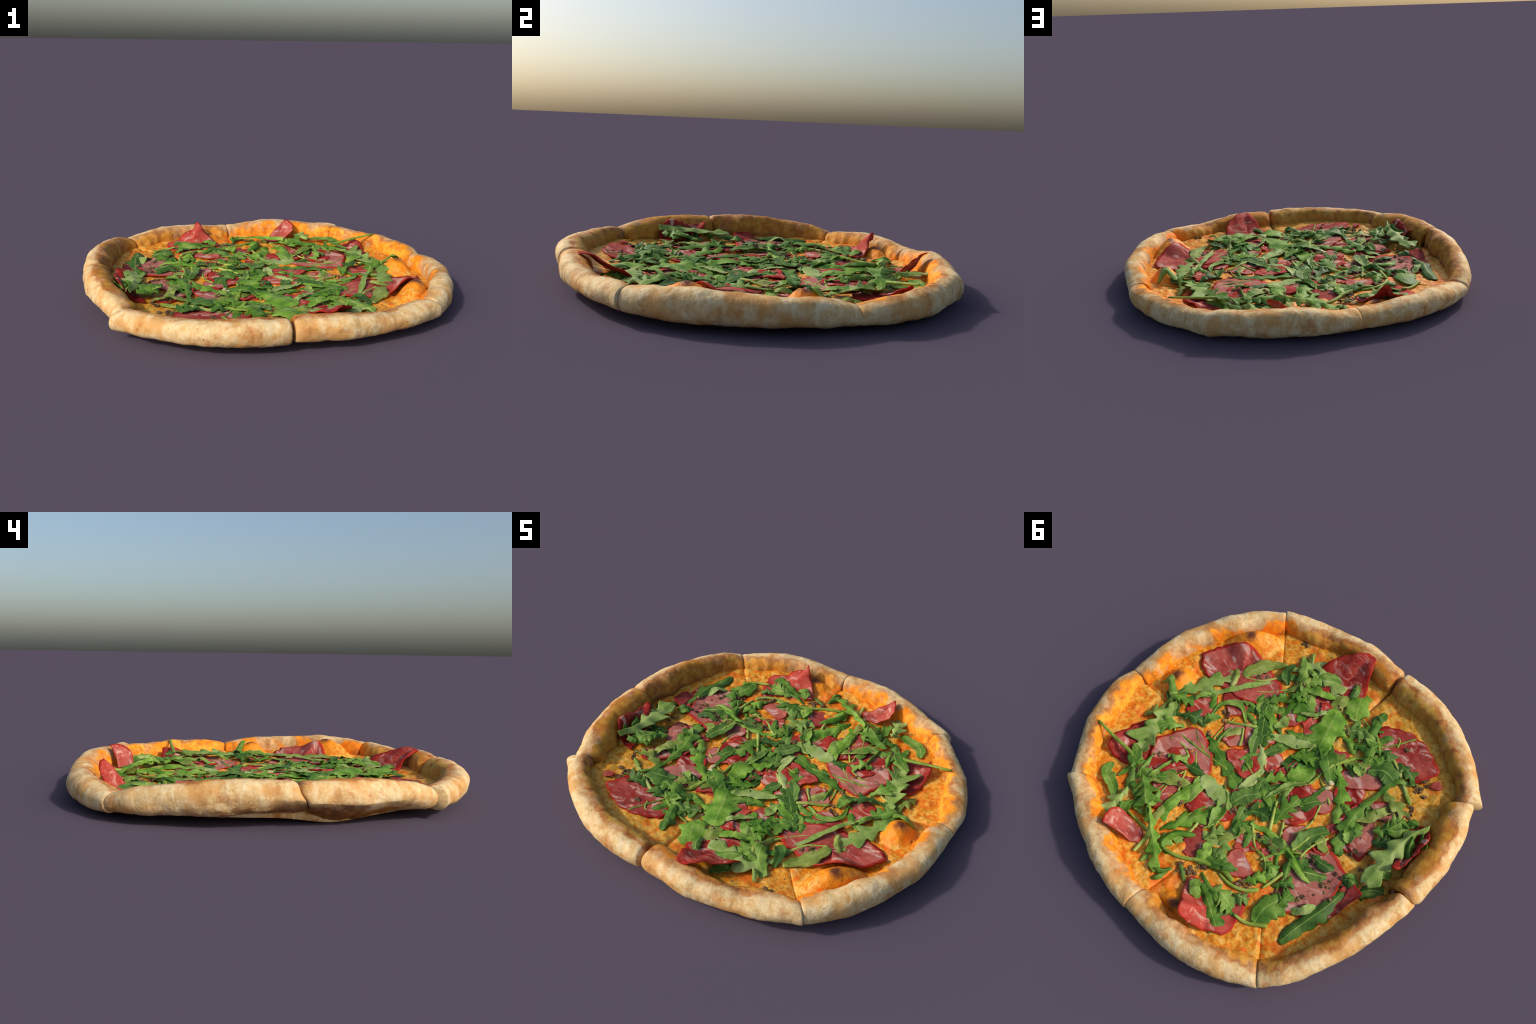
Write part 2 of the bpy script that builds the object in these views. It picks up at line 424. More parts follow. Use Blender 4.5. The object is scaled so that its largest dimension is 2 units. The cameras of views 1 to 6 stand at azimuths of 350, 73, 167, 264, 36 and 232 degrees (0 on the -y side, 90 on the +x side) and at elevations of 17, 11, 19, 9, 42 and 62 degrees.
def crust_piece(width, bottom, notch, knots, parent, seed):
    """Sweep the rim's cross-section from one cut to the next."""
    a0, a1 = knots[0, 0], knots[-1, 0]
    n = int((a1 - a0) * 2.6)
    ang = np.linspace(a0, a1, n)
    prof = 44
    verts, faces = [], []
    for i, a in enumerate(ang):
        R, H = knot_interp(knots, a, 1), knot_interp(knots, a, 2)
        k = max(1, int(n / 40))
        lo, hi = max(a0, a - 1.6), min(a1, a + 1.6)     # soften the knots
        R = 0.5 * R + 0.25 * (knot_interp(knots, lo, 1) + knot_interp(knots, hi, 1))
        H = 0.5 * H + 0.25 * (knot_interp(knots, lo, 2) + knot_interp(knots, hi, 2))
        B = bottom[0] + (bottom[1] - bottom[0]) * (a - a0) / (a1 - a0) + 0.004 * fbm(a * 0.06, seed, 0.0) - 0.038 * math.exp(-((a - 200) / 12) ** 2)
        B = max(B, 0.003)
        under = math.exp(-((a - 197) / 19) ** 4)              # here the edge has lifted and is undercut
        w = width * (1 + 0.24 * fbm(a * 0.09, seed, 4.0))
        mid = B + (H - B) * 0.52
        foot = float(floor_at(CX + (R - w) * math.cos(math.radians(a)), CY + (R - w) * math.sin(math.radians(a)))) - 0.010
        foot = max(foot, B + 0.004)
        loop = []
        for s in np.linspace(0, 1, 12, endpoint=False):      # underside to outermost
            t = s * math.pi / 2
            loop.append((min(CREST + 0.11 * under, w - 0.012) * (1 - math.sin(t) ** (0.85 + 0.9 * under)), mid - (mid - B) * math.cos(t) ** (0.85 + 0.9 * under)))
        for s in np.linspace(0, 1, 12, endpoint=False):      # outermost to crest
            t = s * math.pi / 2
            loop.append((CREST * (1 - math.cos(t) ** 0.88), mid + (H - mid) * math.sin(t) ** 0.88))
        for s in np.linspace(0, 1, 14, endpoint=False):      # crest to the cheese
            t = s * math.pi / 2
            loop.append((CREST + (w - CREST) * math.sin(t) ** 0.85, foot + (H - foot) * math.cos(t) ** 0.72))
        for s in np.linspace(0, 1, 6, endpoint=False):       # back underneath
            loop.append((w - max(0.004, w - CREST - 0.11 * under) * s, foot - (foot - B) * min(1, s * 2.2)))
        loop = np.array(loop)
        # round the two cut ends off
        dist = min(a - a0, a1 - a) / 180 * math.pi * R
        e = min(1, dist / 0.028)
        cut = notch[0] if a - a0 < a1 - a else notch[1]
        shrink = cut + (1 - cut) * math.sqrt(max(0, 1 - (1 - e) ** 2))
        low_out = np.array([CREST * 0.45, B + (mid - B) * 0.7])          # notch opens on top and inside only
        loop = low_out + (loop - low_out) * shrink
        cen = np.array([CREST * 0.9, mid])
        ca, sa = math.cos(math.radians(a)), math.sin(math.radians(a))
        for k, (d, z) in enumerate(loop):
            r = R - d
            low = math.exp(-((a - 186) / 2.2) ** 2) * max(0, 1 - z / 0.07)       # torn open underneath at one cut
            turn_by = 0.8 * low * (1 if a > 186 else -1)
            if k < 24 or k > 38:                              # that cut runs askew down the outside
                turn_by += 6.0 * math.exp(-((a - 186) / 9) ** 2) * max(0, 1 - z / 0.15)
            ca, sa = math.cos(math.radians(a + turn_by)), math.sin(math.radians(a + turn_by))
            x, y = CX + r * ca, CY + r * sa
            # blistered, lumpy dough
            f = 0.0065 * fbm(x * 7, y * 7, z * 7 + seed, 2) + 0.0020 * fbm(x * 26, y * 26, z * 26, 3)
            f += 0.003 - 0.006 * noise.voronoi(Vector((x * 8, y * 8, z * 12)))[0][0]
            nd, nz = cen[0] - d, z - cen[1]
            l = math.hypot(nd, nz) + 1e-6
            r2 = r + f * nd / l
            verts.append((CX + r2 * ca, CY + r2 * sa, max(0.001, z + f * nz / l)))
    m = prof
    for i in range(n - 1):
        for j in range(m):
            faces.append((i * m + j, i * m + (j + 1) % m, (i + 1) * m + (j + 1) % m, (i + 1) * m + j))
    faces.append(tuple(range(m - 1, -1, -1)))
    faces.append(tuple((n - 1) * m + j for j in range(m)))
    return mesh_object('crust', verts, faces, [CRUST], parent)


def slice_base(knots, width, parent):
    """Wedge of dough with the bumpy cheese on top, from the centre to under the crust."""
    a0, a1 = knots[0, 0], knots[-1, 0]
    na, nr = 56, 84
    top = np.zeros((na, nr, 3))
    for i, a in enumerate(np.linspace(a0 - 0.35, a1 + 0.35, na)):
        R = np.clip(around('r', a % 360), 0, 2)
        ca, sa = math.cos(math.radians(a)), math.sin(math.radians(a))
        for j, q in enumerate(np.linspace(0.004, 1, nr)):
            r = q * (R - width * 0.72 - 0.03 * math.exp(-((a - 197) / 19) ** 4))
            x, y = CX + r * ca, CY + r * sa
            top[i, j, :2] = x, y
    x, y = top[..., 0], top[..., 1]
    deg = np.degrees(np.arctan2(y - CY, x - CX)) % 360
    d = around('r', deg) - np.hypot(x - CX, y - CY)
    zf = floor_at(x, y) + 0.012 * np.exp(-((d - width) / 0.07) ** 2)
    bub = surface(x, y)
    zf = np.where(d > width + 0.012, np.maximum(zf, bub), zf)
    for i in range(na):
        edge = min(i, na - 1 - i) / (na - 1)
        for j in range(nr):
            px, py = x[i, j], y[i, j]
            f = 0.008 * fbm(px * 8, py * 8, 1.0, 2) + 0.0065 * fbm(px * 24, py * 24, 2.0, 3)
            gap = edge * math.hypot(px - CX, py - CY) * math.radians(a1 - a0)
            dip = (0.012 * min(1, max(0, (0.42 - d[i, j]) / 0.2)) + 0.002) * math.exp(-(gap / 0.010) ** 2)
            top[i, j, 2] = zf[i, j] + f - dip
    low = top.copy()
    low[..., 2] = 0.0005 + 0.036 * np.clip((0.34 - d) / 0.22, 0, 1) ** 1.4 * (1 - 0.9 * np.exp(-((deg - 198) / 12) ** 2))
    top[..., 2] = np.maximum(top[..., 2], low[..., 2] + 0.008)
    n, m = na, nr
    N = n * m
    verts = np.concatenate([top.reshape(-1, 3), low.reshape(-1, 3)])
    faces, slots = [], []
    for i in range(n - 1):
        for j in range(m - 1):
            a, b, c, e = i * m + j, (i + 1) * m + j, (i + 1) * m + j + 1, i * m + j + 1
            faces.append((a, e, c, b)); slots.append(0)
            faces.append((a + N, b + N, c + N, e + N)); slots.append(1)
    ring = [i * m for i in range(n)] + [(n - 1) * m + j for j in range(1, m)]
    ring += [i * m + m - 1 for i in range(n - 2, -1, -1)] + [j for j in range(m - 2, 0, -1)]
    for a, b in zip(ring, ring[1:] + ring[:1]):
        faces.append((a, b, b + N, a + N)); slots.append(1)
    return mesh_object('pizza_slice', verts, faces, [CHEESE, DOUGH], parent, slots)


for k, (w, b, notch, knots) in enumerate(RIM):
    base = slice_base(knots, w, pizza)
    crust_piece(w, b, notch, knots, base, 3.7 * k)


# ------------------------------------------------------------------ toppings lie on what is below them
class Pile:
    """Height of everything laid so far, on a fine grid."""
    N, L = 300, 1.08

    def __init__(self):
        g = np.linspace(-self.L, self.L, self.N)
        X, Y = np.meshgrid(g, g, indexing='ij')
        self.h = surface(X, Y)

    def cell(self, x, y):
        f = (self.N - 1) / (2 * self.L)
        return np.clip(((np.asarray(x) + self.L) * f).round().astype(int), 0, self.N - 1), np.clip(((np.asarray(y) + self.L) * f).round().astype(int), 0, self.N - 1)

    def at(self, x, y):
        i, j = self.cell(x, y)
        return self.h[i, j]

    def lay(self, x, y, z):
        i, j = self.cell(np.ravel(x), np.ravel(y))
        np.maximum.at(self.h, (i, j), np.minimum(np.ravel(z), self.h[i, j] + 0.006))


pile = Pile()


def smooth(v, k):
    for _ in range(k):
        v = np.convolve(np.pad(v, 1, mode='edge'), [0.25, 0.5, 0.25], 'valid')
    return v


def ham(kind, *outline, lift=None, mat=None, inset=0.085):
    """A thin slice of ham: rounded outline, draped on the pile, some corners curling up."""
    lift = lift or {}
    closed = np.array(outline)
    lz = np.array([lift.get(i, 0.0) for i in range(len(closed))])
    P = np.column_stack([closed, lz])
    loop, _ = spline(np.vstack([P, P[:1]]), 57)
    loop = loop[:-1]
    cen = closed.mean(0)
    rings = np.array([0.0, 0.15, 0.3, 0.45, 0.6, 0.72, 0.83, 0.92, 1.0])
    pts = np.zeros((len(rings), len(loop), 3))
    seed = float(rng.random() * 50)
    for k, q in enumerate(rings):
        pts[k, :, :2] = cen + (loop[:, :2] - cen) * q
        # ragged border
        for i in range(len(loop)):
            x, y = pts[k, i, :2]
            pts[k, i, :2] += 0.010 * q * np.array([fbm(x * 22, y * 22, seed), fbm(x * 22, y * 22, seed + 9)])
    h = np.max([pile.at(pts[..., 0] + ox, pts[..., 1] + oy) for ox in (-0.016, 0, 0.016) for oy in (-0.016, 0, 0.016)], axis=0)
    for k in range(len(rings)):
        h[k] = np.maximum(h[k], smooth(np.concatenate([h[k]] * 3), 3)[len(loop):2 * len(loop)])
    keep_inside(pts, inset)
    pts[..., 2] = h + 0.006
    for k, q in enumerate(rings):
        up = loop[:, 2]
        target = np.where(up > 0.02, np.maximum(up, h[-1] + 0.008), 0)
        w = q ** 1.4
        pts[k, :, 2] = np.where(target > 0.02, np.maximum(pts[k, :, 2] * (1 - w) + target * w, pts[k, :, 2] * 0.6), pts[k, :, 2])
        for i in range(len(loop)):
            x, y = pts[k, i, :2]
            pts[k, i, 2] += (0.004 + 0.006 * q) * fbm(x * 11, y * 11, seed, 2) + 0.003
    pile.lay(pts[..., 0], pts[..., 1], pts[..., 2])
    n, m = pts.shape[:2]
    thick = np.array([0, 0, 0.005])
    verts = np.concatenate([pts.reshape(-1, 3), (pts - thick).reshape(-1, 3)])
    N = n * m
    faces, slots = [], []
    for k in range(n - 1):
        for i in range(m):
            a, b, c, d = k * m + i, k * m + (i + 1) % m, (k + 1) * m + (i + 1) % m, (k + 1) * m + i
            faces += [(a, d, c, b), (a + N, b + N, c + N, d + N)]
            slots += [1 if k >= n - 2 else 0] * 2
    for i in range(m):
        a, b = (n - 1) * m + i, (n - 1) * m + (i + 1) % m
        faces.append((a, a + N, b + N, b)); slots.append(1)
    ob = mesh_object('ham_slice', verts, faces, [mat or HAM[len(bpy.data.meshes) % 2], RIND], pizza, slots)
    ob.data.validate()
    return ob


def stem(points, width, z0=None, lay=True):
    """A thin leaf stalk: a tapering round stem lying on the pile."""
    n = max(10, 6 * len(points))
    xy, length = spline(points, n)
    h = pile.at(xy[:, 0], xy[:, 1])
    h = np.maximum(smooth(h, 6), smooth(h, 2)) + width * 0.35
    if z0 is not None:
        t = np.linspace(0, 1, n)
        lo, hi = z0
        h = lo + (hi - lo) * t
    tan = np.gradient(xy, axis=0)
    tan /= np.linalg.norm(tan, axis=1, keepdims=True)
    side = np.column_stack([-tan[:, 1], tan[:, 0]])
    verts, faces = [], []
    m = 8
    for i in range(n):
        q = i / (n - 1)
        rad = width * 0.42 * (0.75 + 0.5 * q) * (1 if 0 < i < n - 1 else 0.6)
        for k in range(m):
            a = k * TAU / m
            p = xy[i] + side[i] * rad * math.cos(a)
            verts.append((p[0], p[1], h[i] + rad * 0.8 * math.sin(a)))
    for i in range(n - 1):
        for k in range(m):
            faces.append((i * m + k, i * m + (k + 1) % m, (i + 1) * m + (k + 1) % m, (i + 1) * m + k))
    faces.append(tuple(range(m - 1, -1, -1)))
    faces.append(tuple((n - 1) * m + k for k in range(m)))
    if lay:
        pile.lay(xy[:, 0], xy[:, 1], h + width * 0.4)
    return mesh_object('leaf_stalk', verts, faces, [STEM], pizza)


def keep_inside(top, inset=0.085):
    """Nothing hangs over the outer edge of the crust."""
    dx, dy = top[..., 0] - CX, top[..., 1] - CY
    r = np.hypot(dx, dy)
    lim = around('r', np.degrees(np.arctan2(dy, dx)) % 360) - inset
    f = np.minimum(1, lim / r)
    top[..., 0], top[..., 1] = CX + dx * f, CY + dy * f


COLS = np.array([-1.0, -0.82, -0.58, -0.30, -0.045, 0.045, 0.30, 0.58, 0.82, 1.0])


def arugula(kind, tint, width, *points, z0=None, rise=None):
    """A rocket leaf along a curved midrib. lobed: cut into lobes; strap: narrow and smooth; big: broad and wavy."""
    if kind == 'stem':
        return stem(points, width, z0)
    pts = np.array(points, float)
    pts[0] += (pts[0] - pts[1]) * 0.10
    pts[-1] += (pts[-1] - pts[-2]) * 0.12
    xy, length = spline(pts, 36)
    n = len(xy)
    t = np.linspace(0, 1, n)
    tan = np.gradient(xy, axis=0)
    tan /= np.linalg.norm(tan, axis=1, keepdims=True) + 1e-9
    side = np.column_stack([-tan[:, 1], tan[:, 0]])
    seed = float(rng.random() * 90)
    if kind == 'strap':
        env = np.sin(np.pi * np.clip(t * 0.93 + 0.05, 0, 1)) ** 0.6
        cut = 0.26
        lobes = 1.6 + length * 5
    elif kind == 'big':
        env = np.sin(np.pi * np.clip(t * 0.90 + 0.08, 0, 1)) ** 0.5
        cut = 0.22
        lobes = 2.0 + length * 8
    else:
        env = (0.42 + 0.58 * t ** 0.7) * np.clip(np.sin(np.pi * np.clip(t * 0.94 + 0.04, 0, 1)), 0, 1) ** 0.45
        cut = 0.74
        lobes = 2.2 + length * 6.5
    half = width * 0.5 * {'lobed': 1.85, 'strap': 1.38, 'big': 1.45}[kind]
    camber = rng.uniform(-0.45, 0.60) * (1.2 if kind == 'strap' else 0.7)
    twist = rng.uniform(-0.5, 0.5)
    ring = min(1.0, max(0.0, (math.hypot(*pts.mean(0)) - 0.25) / 0.25))
    arch = rng.uniform(0.0, 0.008) + rng.uniform(0.004, 0.026) * ring
    edge = []
    for s in (-1, 1):
        ph = rng.random()
        saw = (t * lobes + ph) % 1.0
        notch = np.where(saw < 0.72, saw / 0.72, (1 - saw) / 0.28)          # lobes lean to the tip
        notch = 1 - cut * (1 - notch) ** 1.2
        notch = np.where(t > 0.86, np.maximum(notch, 0.8), notch)
        tooth = np.floor(t * lobes + ph).astype(int)
        notch = notch * rng.uniform(0.66, 1.2, tooth.max() + 1)[tooth]           # no two lobes alike
        notch = smooth(notch, 1)
        notch = notch * (1 + 0.10 * np.array([fbm(q * 9, seed + s, 0.5, 2) for q in t]))
        edge.append(env * notch * (1 + 0.12 * rng.standard_normal()))
    top = np.zeros((n, len(COLS), 3))
    for j, u in enumerate(COLS):
        e = edge[0] if u < 0 else edge[1]
        off = u * np.maximum(half * e, 0.0022)
        fwd = abs(u) * half * e * (0.5 if kind == 'lobed' else 0.15)
        top[:, j, :2] = xy + side * off[:, None] + tan * fwd[:, None]
    keep_inside(top)
    H = pile.at(top[..., 0], top[..., 1])
    spine = smooth(H.max(1) * 0.55 + H.mean(1) * 0.45, 5) + 0.005 + arch * np.sin(np.pi * t)
    if rise is not None:
        spine = rise[0] + (rise[1] - rise[0]) * t
    for j, u in enumerate(COLS):
        e = edge[0] if u < 0 else edge[1]
        wgt = 0.45 * abs(u)
        z = spine * (1 - wgt) + (H[:, j] + 0.005) * wgt
        z = z + camber * (abs(u) ** 1.5) * half * e + twist * u * half * e * (t - 0.5)
        for i in range(n):
            x, y = top[i, j, :2]
            z[i] += (0.006 + 0.006 * ring) * fbm(x * 11, y * 11, seed, 2)
        top[:, j, 2] = np.maximum(z, H[:, j] * 0.5 + FLOOR * 0.4)
    top[:, 4:6, 2] -= 0.0012
    pile.lay(top[..., 0], top[..., 1], top[..., 2])
    verts, faces, cols = thick_sheet(top, 0.0026)
    slots = [1 if c == 4 else 0 for c in cols]
    return mesh_object('arugula_leaf', verts, faces, [LEAF[tint], VEIN], pizza, slots)


def crumb_mesh(seed):
    """A torn, angular scrap of browned mushroom."""
    r = np.random.default_rng(seed)
    import bmesh
    bm = bmesh.new()
    bmesh.ops.create_icosphere(bm, subdivisions=2, radius=1.0)
    sc = r.uniform(0.55, 1.2, 3)
    for v in bm.verts:
        f = 1 + 0.7 * fbm(v.co.x * 1.3 + seed * 5, v.co.y * 1.3, v.co.z * 1.3, 3)
        f *= 0.75 + 0.5 * abs(fbm(v.co.x * 2.5, v.co.y * 2.5 + seed, v.co.z * 2.5, 2))
        v.co = Vector((v.co.x * f * sc[0], v.co.y * f * sc[1], v.co.z * f * sc[2] * 0.55))
    me = bpy.data.meshes.new('mushroom_crumb')
    bm.to_mesh(me)
    bm.free()
    me.materials.append(CRUMB)
    return me


def cheese_lump(x, y, size, turn):
    """A pale lump of mozzarella that has kept its shape."""
    import bmesh
    bm = bmesh.new()
    bmesh.ops.create_icosphere(bm, subdivisions=3, radius=1.0)
    z0 = float(pile.at(x, y))
    for v in bm.verts:
        f = 1 + 0.25 * fbm(v.co.x * 1.2 + x * 9, v.co.y * 1.2, v.co.z, 2)
        a, b = v.co.x * size * f, v.co.y * size * 0.65 * f
        v.co = Vector((x + a * math.cos(turn) - b * math.sin(turn), y + a * math.sin(turn) + b * math.cos(turn), z0 + v.co.z * 0.012))
    me = bpy.data.meshes.new('mozzarella_lump')
    bm.to_mesh(me)
    bm.free()
    me.materials.append(MOZZARELLA)
    me.polygons.foreach_set('use_smooth', [True] * len(me.polygons))
    ob = bpy.data.objects.new('mozzarella_lump', me)
    bpy.context.scene.collection.objects.link(ob)
    ob.parent = pizza


CRUMBS = [crumb_mesh(s) for s in range(8)]


def crumbs(kind, *spots):
    for x, y in spots:
        for _ in range(4 if kind == 'heap' else 1):
            px, py = np.array((x, y)) + rng.normal(0, 0.013, 2)
            s = rng.uniform(0.008, 0.016)
            z = float(pile.at(px, py))
            ob = bpy.data.objects.new('mushroom_crumb', CRUMBS[int(rng.integers(8))])
            bpy.context.scene.collection.objects.link(ob)
            ob.location = (px, py, z + s * 0.25)
            ob.rotation_euler = tuple(rng.uniform(-0.6, 0.6, 2)) + (rng.uniform(0, TAU),)
            ob.scale = (s, s, s)
            ob.parent = pizza
            pile.lay([px], [py], [z + s * 0.6])


# torn scraps of ham below everything else
for _ in range(16):
    a, r = rng.uniform(0, TAU), 0.58 * math.sqrt(rng.random())
    x, y, q = 0.02 + r * math.cos(a), -0.02 + r * math.sin(a), rng.uniform(0, TAU)
    ham('scrap', *[(x + rng.uniform(0.05, 0.11) * math.cos(q + k * TAU / 7), y + rng.uniform(0.05, 0.11) * math.sin(q + k * TAU / 7)) for k in range(7)], mat=HAM[int(rng.integers(3))])

# slices of ham, outlines in metres seen from above
ham('plain', (0.816, -0.208), (0.770, -0.317), (0.705, -0.391), (0.611, -0.441), (0.527, -0.455), (0.428, -0.429), (0.319, -0.398), (0.299, -0.306), (0.405, -0.204), (0.510, -0.180), (0.646, -0.152), (0.749, -0.163), lift={0: 0.085, 1: 0.095, 2: 0.105}, mat=HAM[0])
ham('plain', (0.281, -0.510), (0.271, -0.707), (0.179, -0.831), (0.102, -0.889), (0.043, -0.781), (-0.001, -0.718), (-0.009, -0.633), (0.048, -0.587), (0.135, -0.562), (0.237, -0.513), lift={1: 0.12, 2: 0.172, 3: 0.160, 4: 0.13}, mat=HAM[1])
ham('plain', (-0.200, -0.616), (-0.217, -0.663), (-0.276, -0.704), (-0.365, -0.735), (-0.453, -0.730), (-0.550, -0.686), (-0.596, -0.655), (-0.582, -0.597), (-0.546, -0.530), (-0.416, -0.516), (-0.269, -0.536), lift={6: 0.075})
ham('plain', (-0.257, -0.316), (-0.293, -0.417), (-0.428, -0.470), (-0.461, -0.441), (-0.459, -0.365), (-0.387, -0.294), (-0.329, -0.248), (-0.264, -0.256), mat=HAM[2])
ham('plain', (-0.433, -0.186), (-0.446, -0.246), (-0.491, -0.309), (-0.551, -0.370), (-0.602, -0.388), (-0.649, -0.371), (-0.641, -0.322), (-0.577, -0.233), (-0.648, -0.144), (-0.668, -0.030), (-0.563, -0.046), (-0.455, -0.107), mat=HAM[2])
ham('plain', (-0.690, -0.386), (-0.759, -0.388), (-0.798, -0.371), (-0.832, -0.320), (-0.844, -0.229), (-0.843, -0.140), (-0.827, -0.100), (-0.798, -0.109), (-0.763, -0.195), (-0.724, -0.286), lift={1: 0.10, 2: 0.115, 3: 0.12, 4: 0.125, 5: 0.145, 6: 0.168, 7: 0.14}, mat=HAM[1])
ham('plain', (-0.736, 0.060), (-0.822, 0.093), (-0.816, 0.190), (-0.800, 0.270), (-0.764, 0.332), (-0.744, 0.267), (-0.733, 0.203), (-0.718, 0.123), lift={0: 0.09, 1: 0.105, 2: 0.095}, inset=0.20)
ham('plain', (-0.445, 0.278), (-0.447, 0.171), (-0.475, 0.077), (-0.542, 0.031), (-0.643, 0.049), (-0.684, 0.061), (-0.711, 0.160), (-0.724, 0.258), (-0.716, 0.351), (-0.655, 0.387), (-0.588, 0.430), (-0.532, 0.353), mat=HAM[2])
ham('plain', (0.241, 0.057), (0.183, -0.009), (0.096, -0.029), (0.022, 0.031), (0.039, 0.094), (0.107, 0.103), (0.208, 0.090), mat=HAM[1])
ham('plain', (0.070, -0.060), (0.052, -0.136), (-0.001, -0.124), (-0.021, -0.035), (0.018, -0.016))
ham('plain', (0.660, 0.526), (0.692, 0.437), (0.677, 0.278), (0.597, 0.265), (0.492, 0.378), (0.482, 0.471), (0.584, 0.535), lift={0: 0.10, 1: 0.09})
ham('plain', (0.549, 0.300), (0.470, 0.111), (0.366, 0.100), (0.239, 0.166), (0.185, 0.233), (0.270, 0.262), (0.367, 0.407), (0.461, 0.412), mat=HAM[2])
ham('plain', (0.370, 0.452), (0.315, 0.363), (0.215, 0.290), (0.228, 0.397), (0.204, 0.517), (0.232, 0.550), (0.321, 0.487))
ham('plain', (0.151, 0.364), (0.130, 0.306), (0.050, 0.288), (-0.041, 0.273), (-0.104, 0.232), (-0.036, 0.367), (0.116, 0.421))
ham('plain', (0.271, 0.806), (0.312, 0.718), (0.270, 0.678), (0.151, 0.674), (0.120, 0.708), (0.114, 0.729), (0.177, 0.759), (0.237, 0.781), lift={0: 0.178, 1: 0.155, 2: 0.10, 6: 0.10, 7: 0.145})
ham('plain', (-0.207, 0.379), (-0.181, 0.310), (-0.265, 0.275), (-0.306, 0.296), (-0.258, 0.359))
ham('plain', (-0.250, 0.479), (-0.217, 0.388), (-0.259, 0.355), (-0.338, 0.377), (-0.385, 0.404), (-0.343, 0.471), (-0.306, 0.488))
ham('plain', (-0.209, 0.681), (-0.192, 0.629), (-0.257, 0.598), (-0.384, 0.536), (-0.443, 0.468), (-0.502, 0.555), (-0.526, 0.671), (-0.484, 0.717), (-0.426, 0.760), (-0.351, 0.793), (-0.308, 0.766), lift={8: 0.10, 9: 0.13, 10: 0.178, 11: 0.15, 12: 0.10})
ham('plain', (-0.304, 0.135), (-0.319, 0.079), (-0.356, 0.036), (-0.405, 0.073), (-0.481, 0.115), (-0.439, 0.171), (-0.326, 0.172), mat=HAM[2])
ham('plain', (-0.459, 0.058), (-0.435, -0.008), (-0.498, 0.005), (-0.526, 0.011), (-0.532, 0.080), (-0.474, 0.102))
ham('plain', (-0.425, -0.042), (-0.455, -0.124), (-0.483, -0.079), (-0.475, -0.029))
ham('plain', (-0.174, 0.005), (-0.162, -0.063), (-0.209, -0.133), (-0.295, -0.085), (-0.338, -0.037), (-0.338, 0.026), (-0.287, 0.108), (-0.212, 0.075))
ham('plain', (0.197, -0.409), (0.156, -0.512), (0.048, -0.504), (0.113, -0.439))
ham('plain', (0.100, -0.344), (0.091, -0.419), (0.025, -0.394), (0.031, -0.305))
ham('plain', (-0.639, -0.637), (-0.610, -0.612), (-0.620, -0.574), (-0.664, -0.604))
ham('plain', (0.315, 0.037), (0.296, -0.075), (0.279, -0.049), (0.295, 0.036))
ham('plain', (0.005, 0.528), (-0.026, 0.438), (-0.100, 0.477), (-0.132, 0.555), (-0.074, 0.584))
ham('plain', (0.477, 0.403), (0.446, 0.288), (0.379, 0.212), (0.301, 0.245), (0.337, 0.337), (0.391, 0.451))
ham('plain', (-0.309, 0.281), (-0.329, 0.236), (-0.386, 0.261), (-0.373, 0.322))
ham('plain', (0.128, -0.503), (0.072, -0.529), (0.003, -0.480), (0.038, -0.422))
ham('plain', (-0.225, -0.332), (-0.206, -0.405), (-0.138, -0.345), (-0.109, -0.277), (-0.188, -0.246))

for lump in ((-0.252, -0.222, 0.030, 0.4), (-0.272, -0.190, 0.022, 1.2), (-0.325, -0.505, 0.030, 0.2)):
    cheese_lump(*lump)

# leaves half buried under the visible ones
for _ in range(50):
    a, r = rng.uniform(0, TAU), 0.68 * rng.random() ** 0.42
    x, y = 0.02 + r * math.cos(a), -0.02 + r * math.sin(a)
    b, l = rng.uniform(0, TAU), rng.uniform(0.06, 0.12)
    bend = rng.uniform(-0.03, 0.03)
    arugula(('lobed', 'strap', 'big')[int(rng.integers(3))], ('dark', 'mid', 'mid', 'olive')[int(rng.integers(4))], rng.uniform(0.04, 0.075),
            (x - l * math.cos(b), y - l * math.sin(b)), (x - bend * math.sin(b), y + bend * math.cos(b)), (x + l * math.cos(b), y + l * math.sin(b)))

# loose stalks criss-crossing the heap
for _ in range(26):
    a, r = rng.uniform(0, TAU), 0.62 * math.sqrt(rng.random())
    x, y = 0.02 + r * math.cos(a), -0.02 + r * math.sin(a)
    b, l, bend = rng.uniform(0, TAU), rng.uniform(0.05, 0.13), rng.uniform(-0.04, 0.04)
    stem(((x - l * math.cos(b), y - l * math.sin(b)), (x - bend * math.sin(b), y + bend * math.cos(b)), (x + l * math.cos(b), y + l * math.sin(b))), rng.uniform(0.010, 0.018))

# arugula: midrib from stalk to tip, in metres seen from above
arugula('stem', 'olive', 0.022, (0.786, 0.486), (0.670, 0.477), (0.552, 0.463), (0.505, 0.471), z0=(0.141, 0.090))
arugula('lobed', 'pale', 0.103, (0.702, 0.078), (0.666, -0.039), (0.619, -0.170), (0.578, -0.246))
arugula('strap', 'mid', 0.039, (0.809, 0.065), (0.753, 0.041), (0.695, 0.070), (0.649, 0.065))
arugula('lobed', 'pale', 0.127, (0.649, 0.085), (0.602, 0.235), (0.573, 0.337), (0.544, 0.401))
arugula('lobed', 'mid', 0.083, (0.511, 0.149), (0.560, 0.214), (0.576, 0.278), (0.604, 0.328))
arugula('lobed', 'olive', 0.059, (0.710, 0.265), (0.692, 0.208), (0.661, 0.154))
arugula('stem', 'olive', 0.017, (0.510, 0.194), (0.419, 0.179), (0.302, 0.160), (0.151, 0.133))
arugula('strap', 'mid', 0.029, (0.611, 0.003), (0.585, -0.064), (0.553, -0.092))
arugula('lobed', 'dark', 0.074, (0.591, 0.121), (0.519, 0.085), (0.452, 0.045))
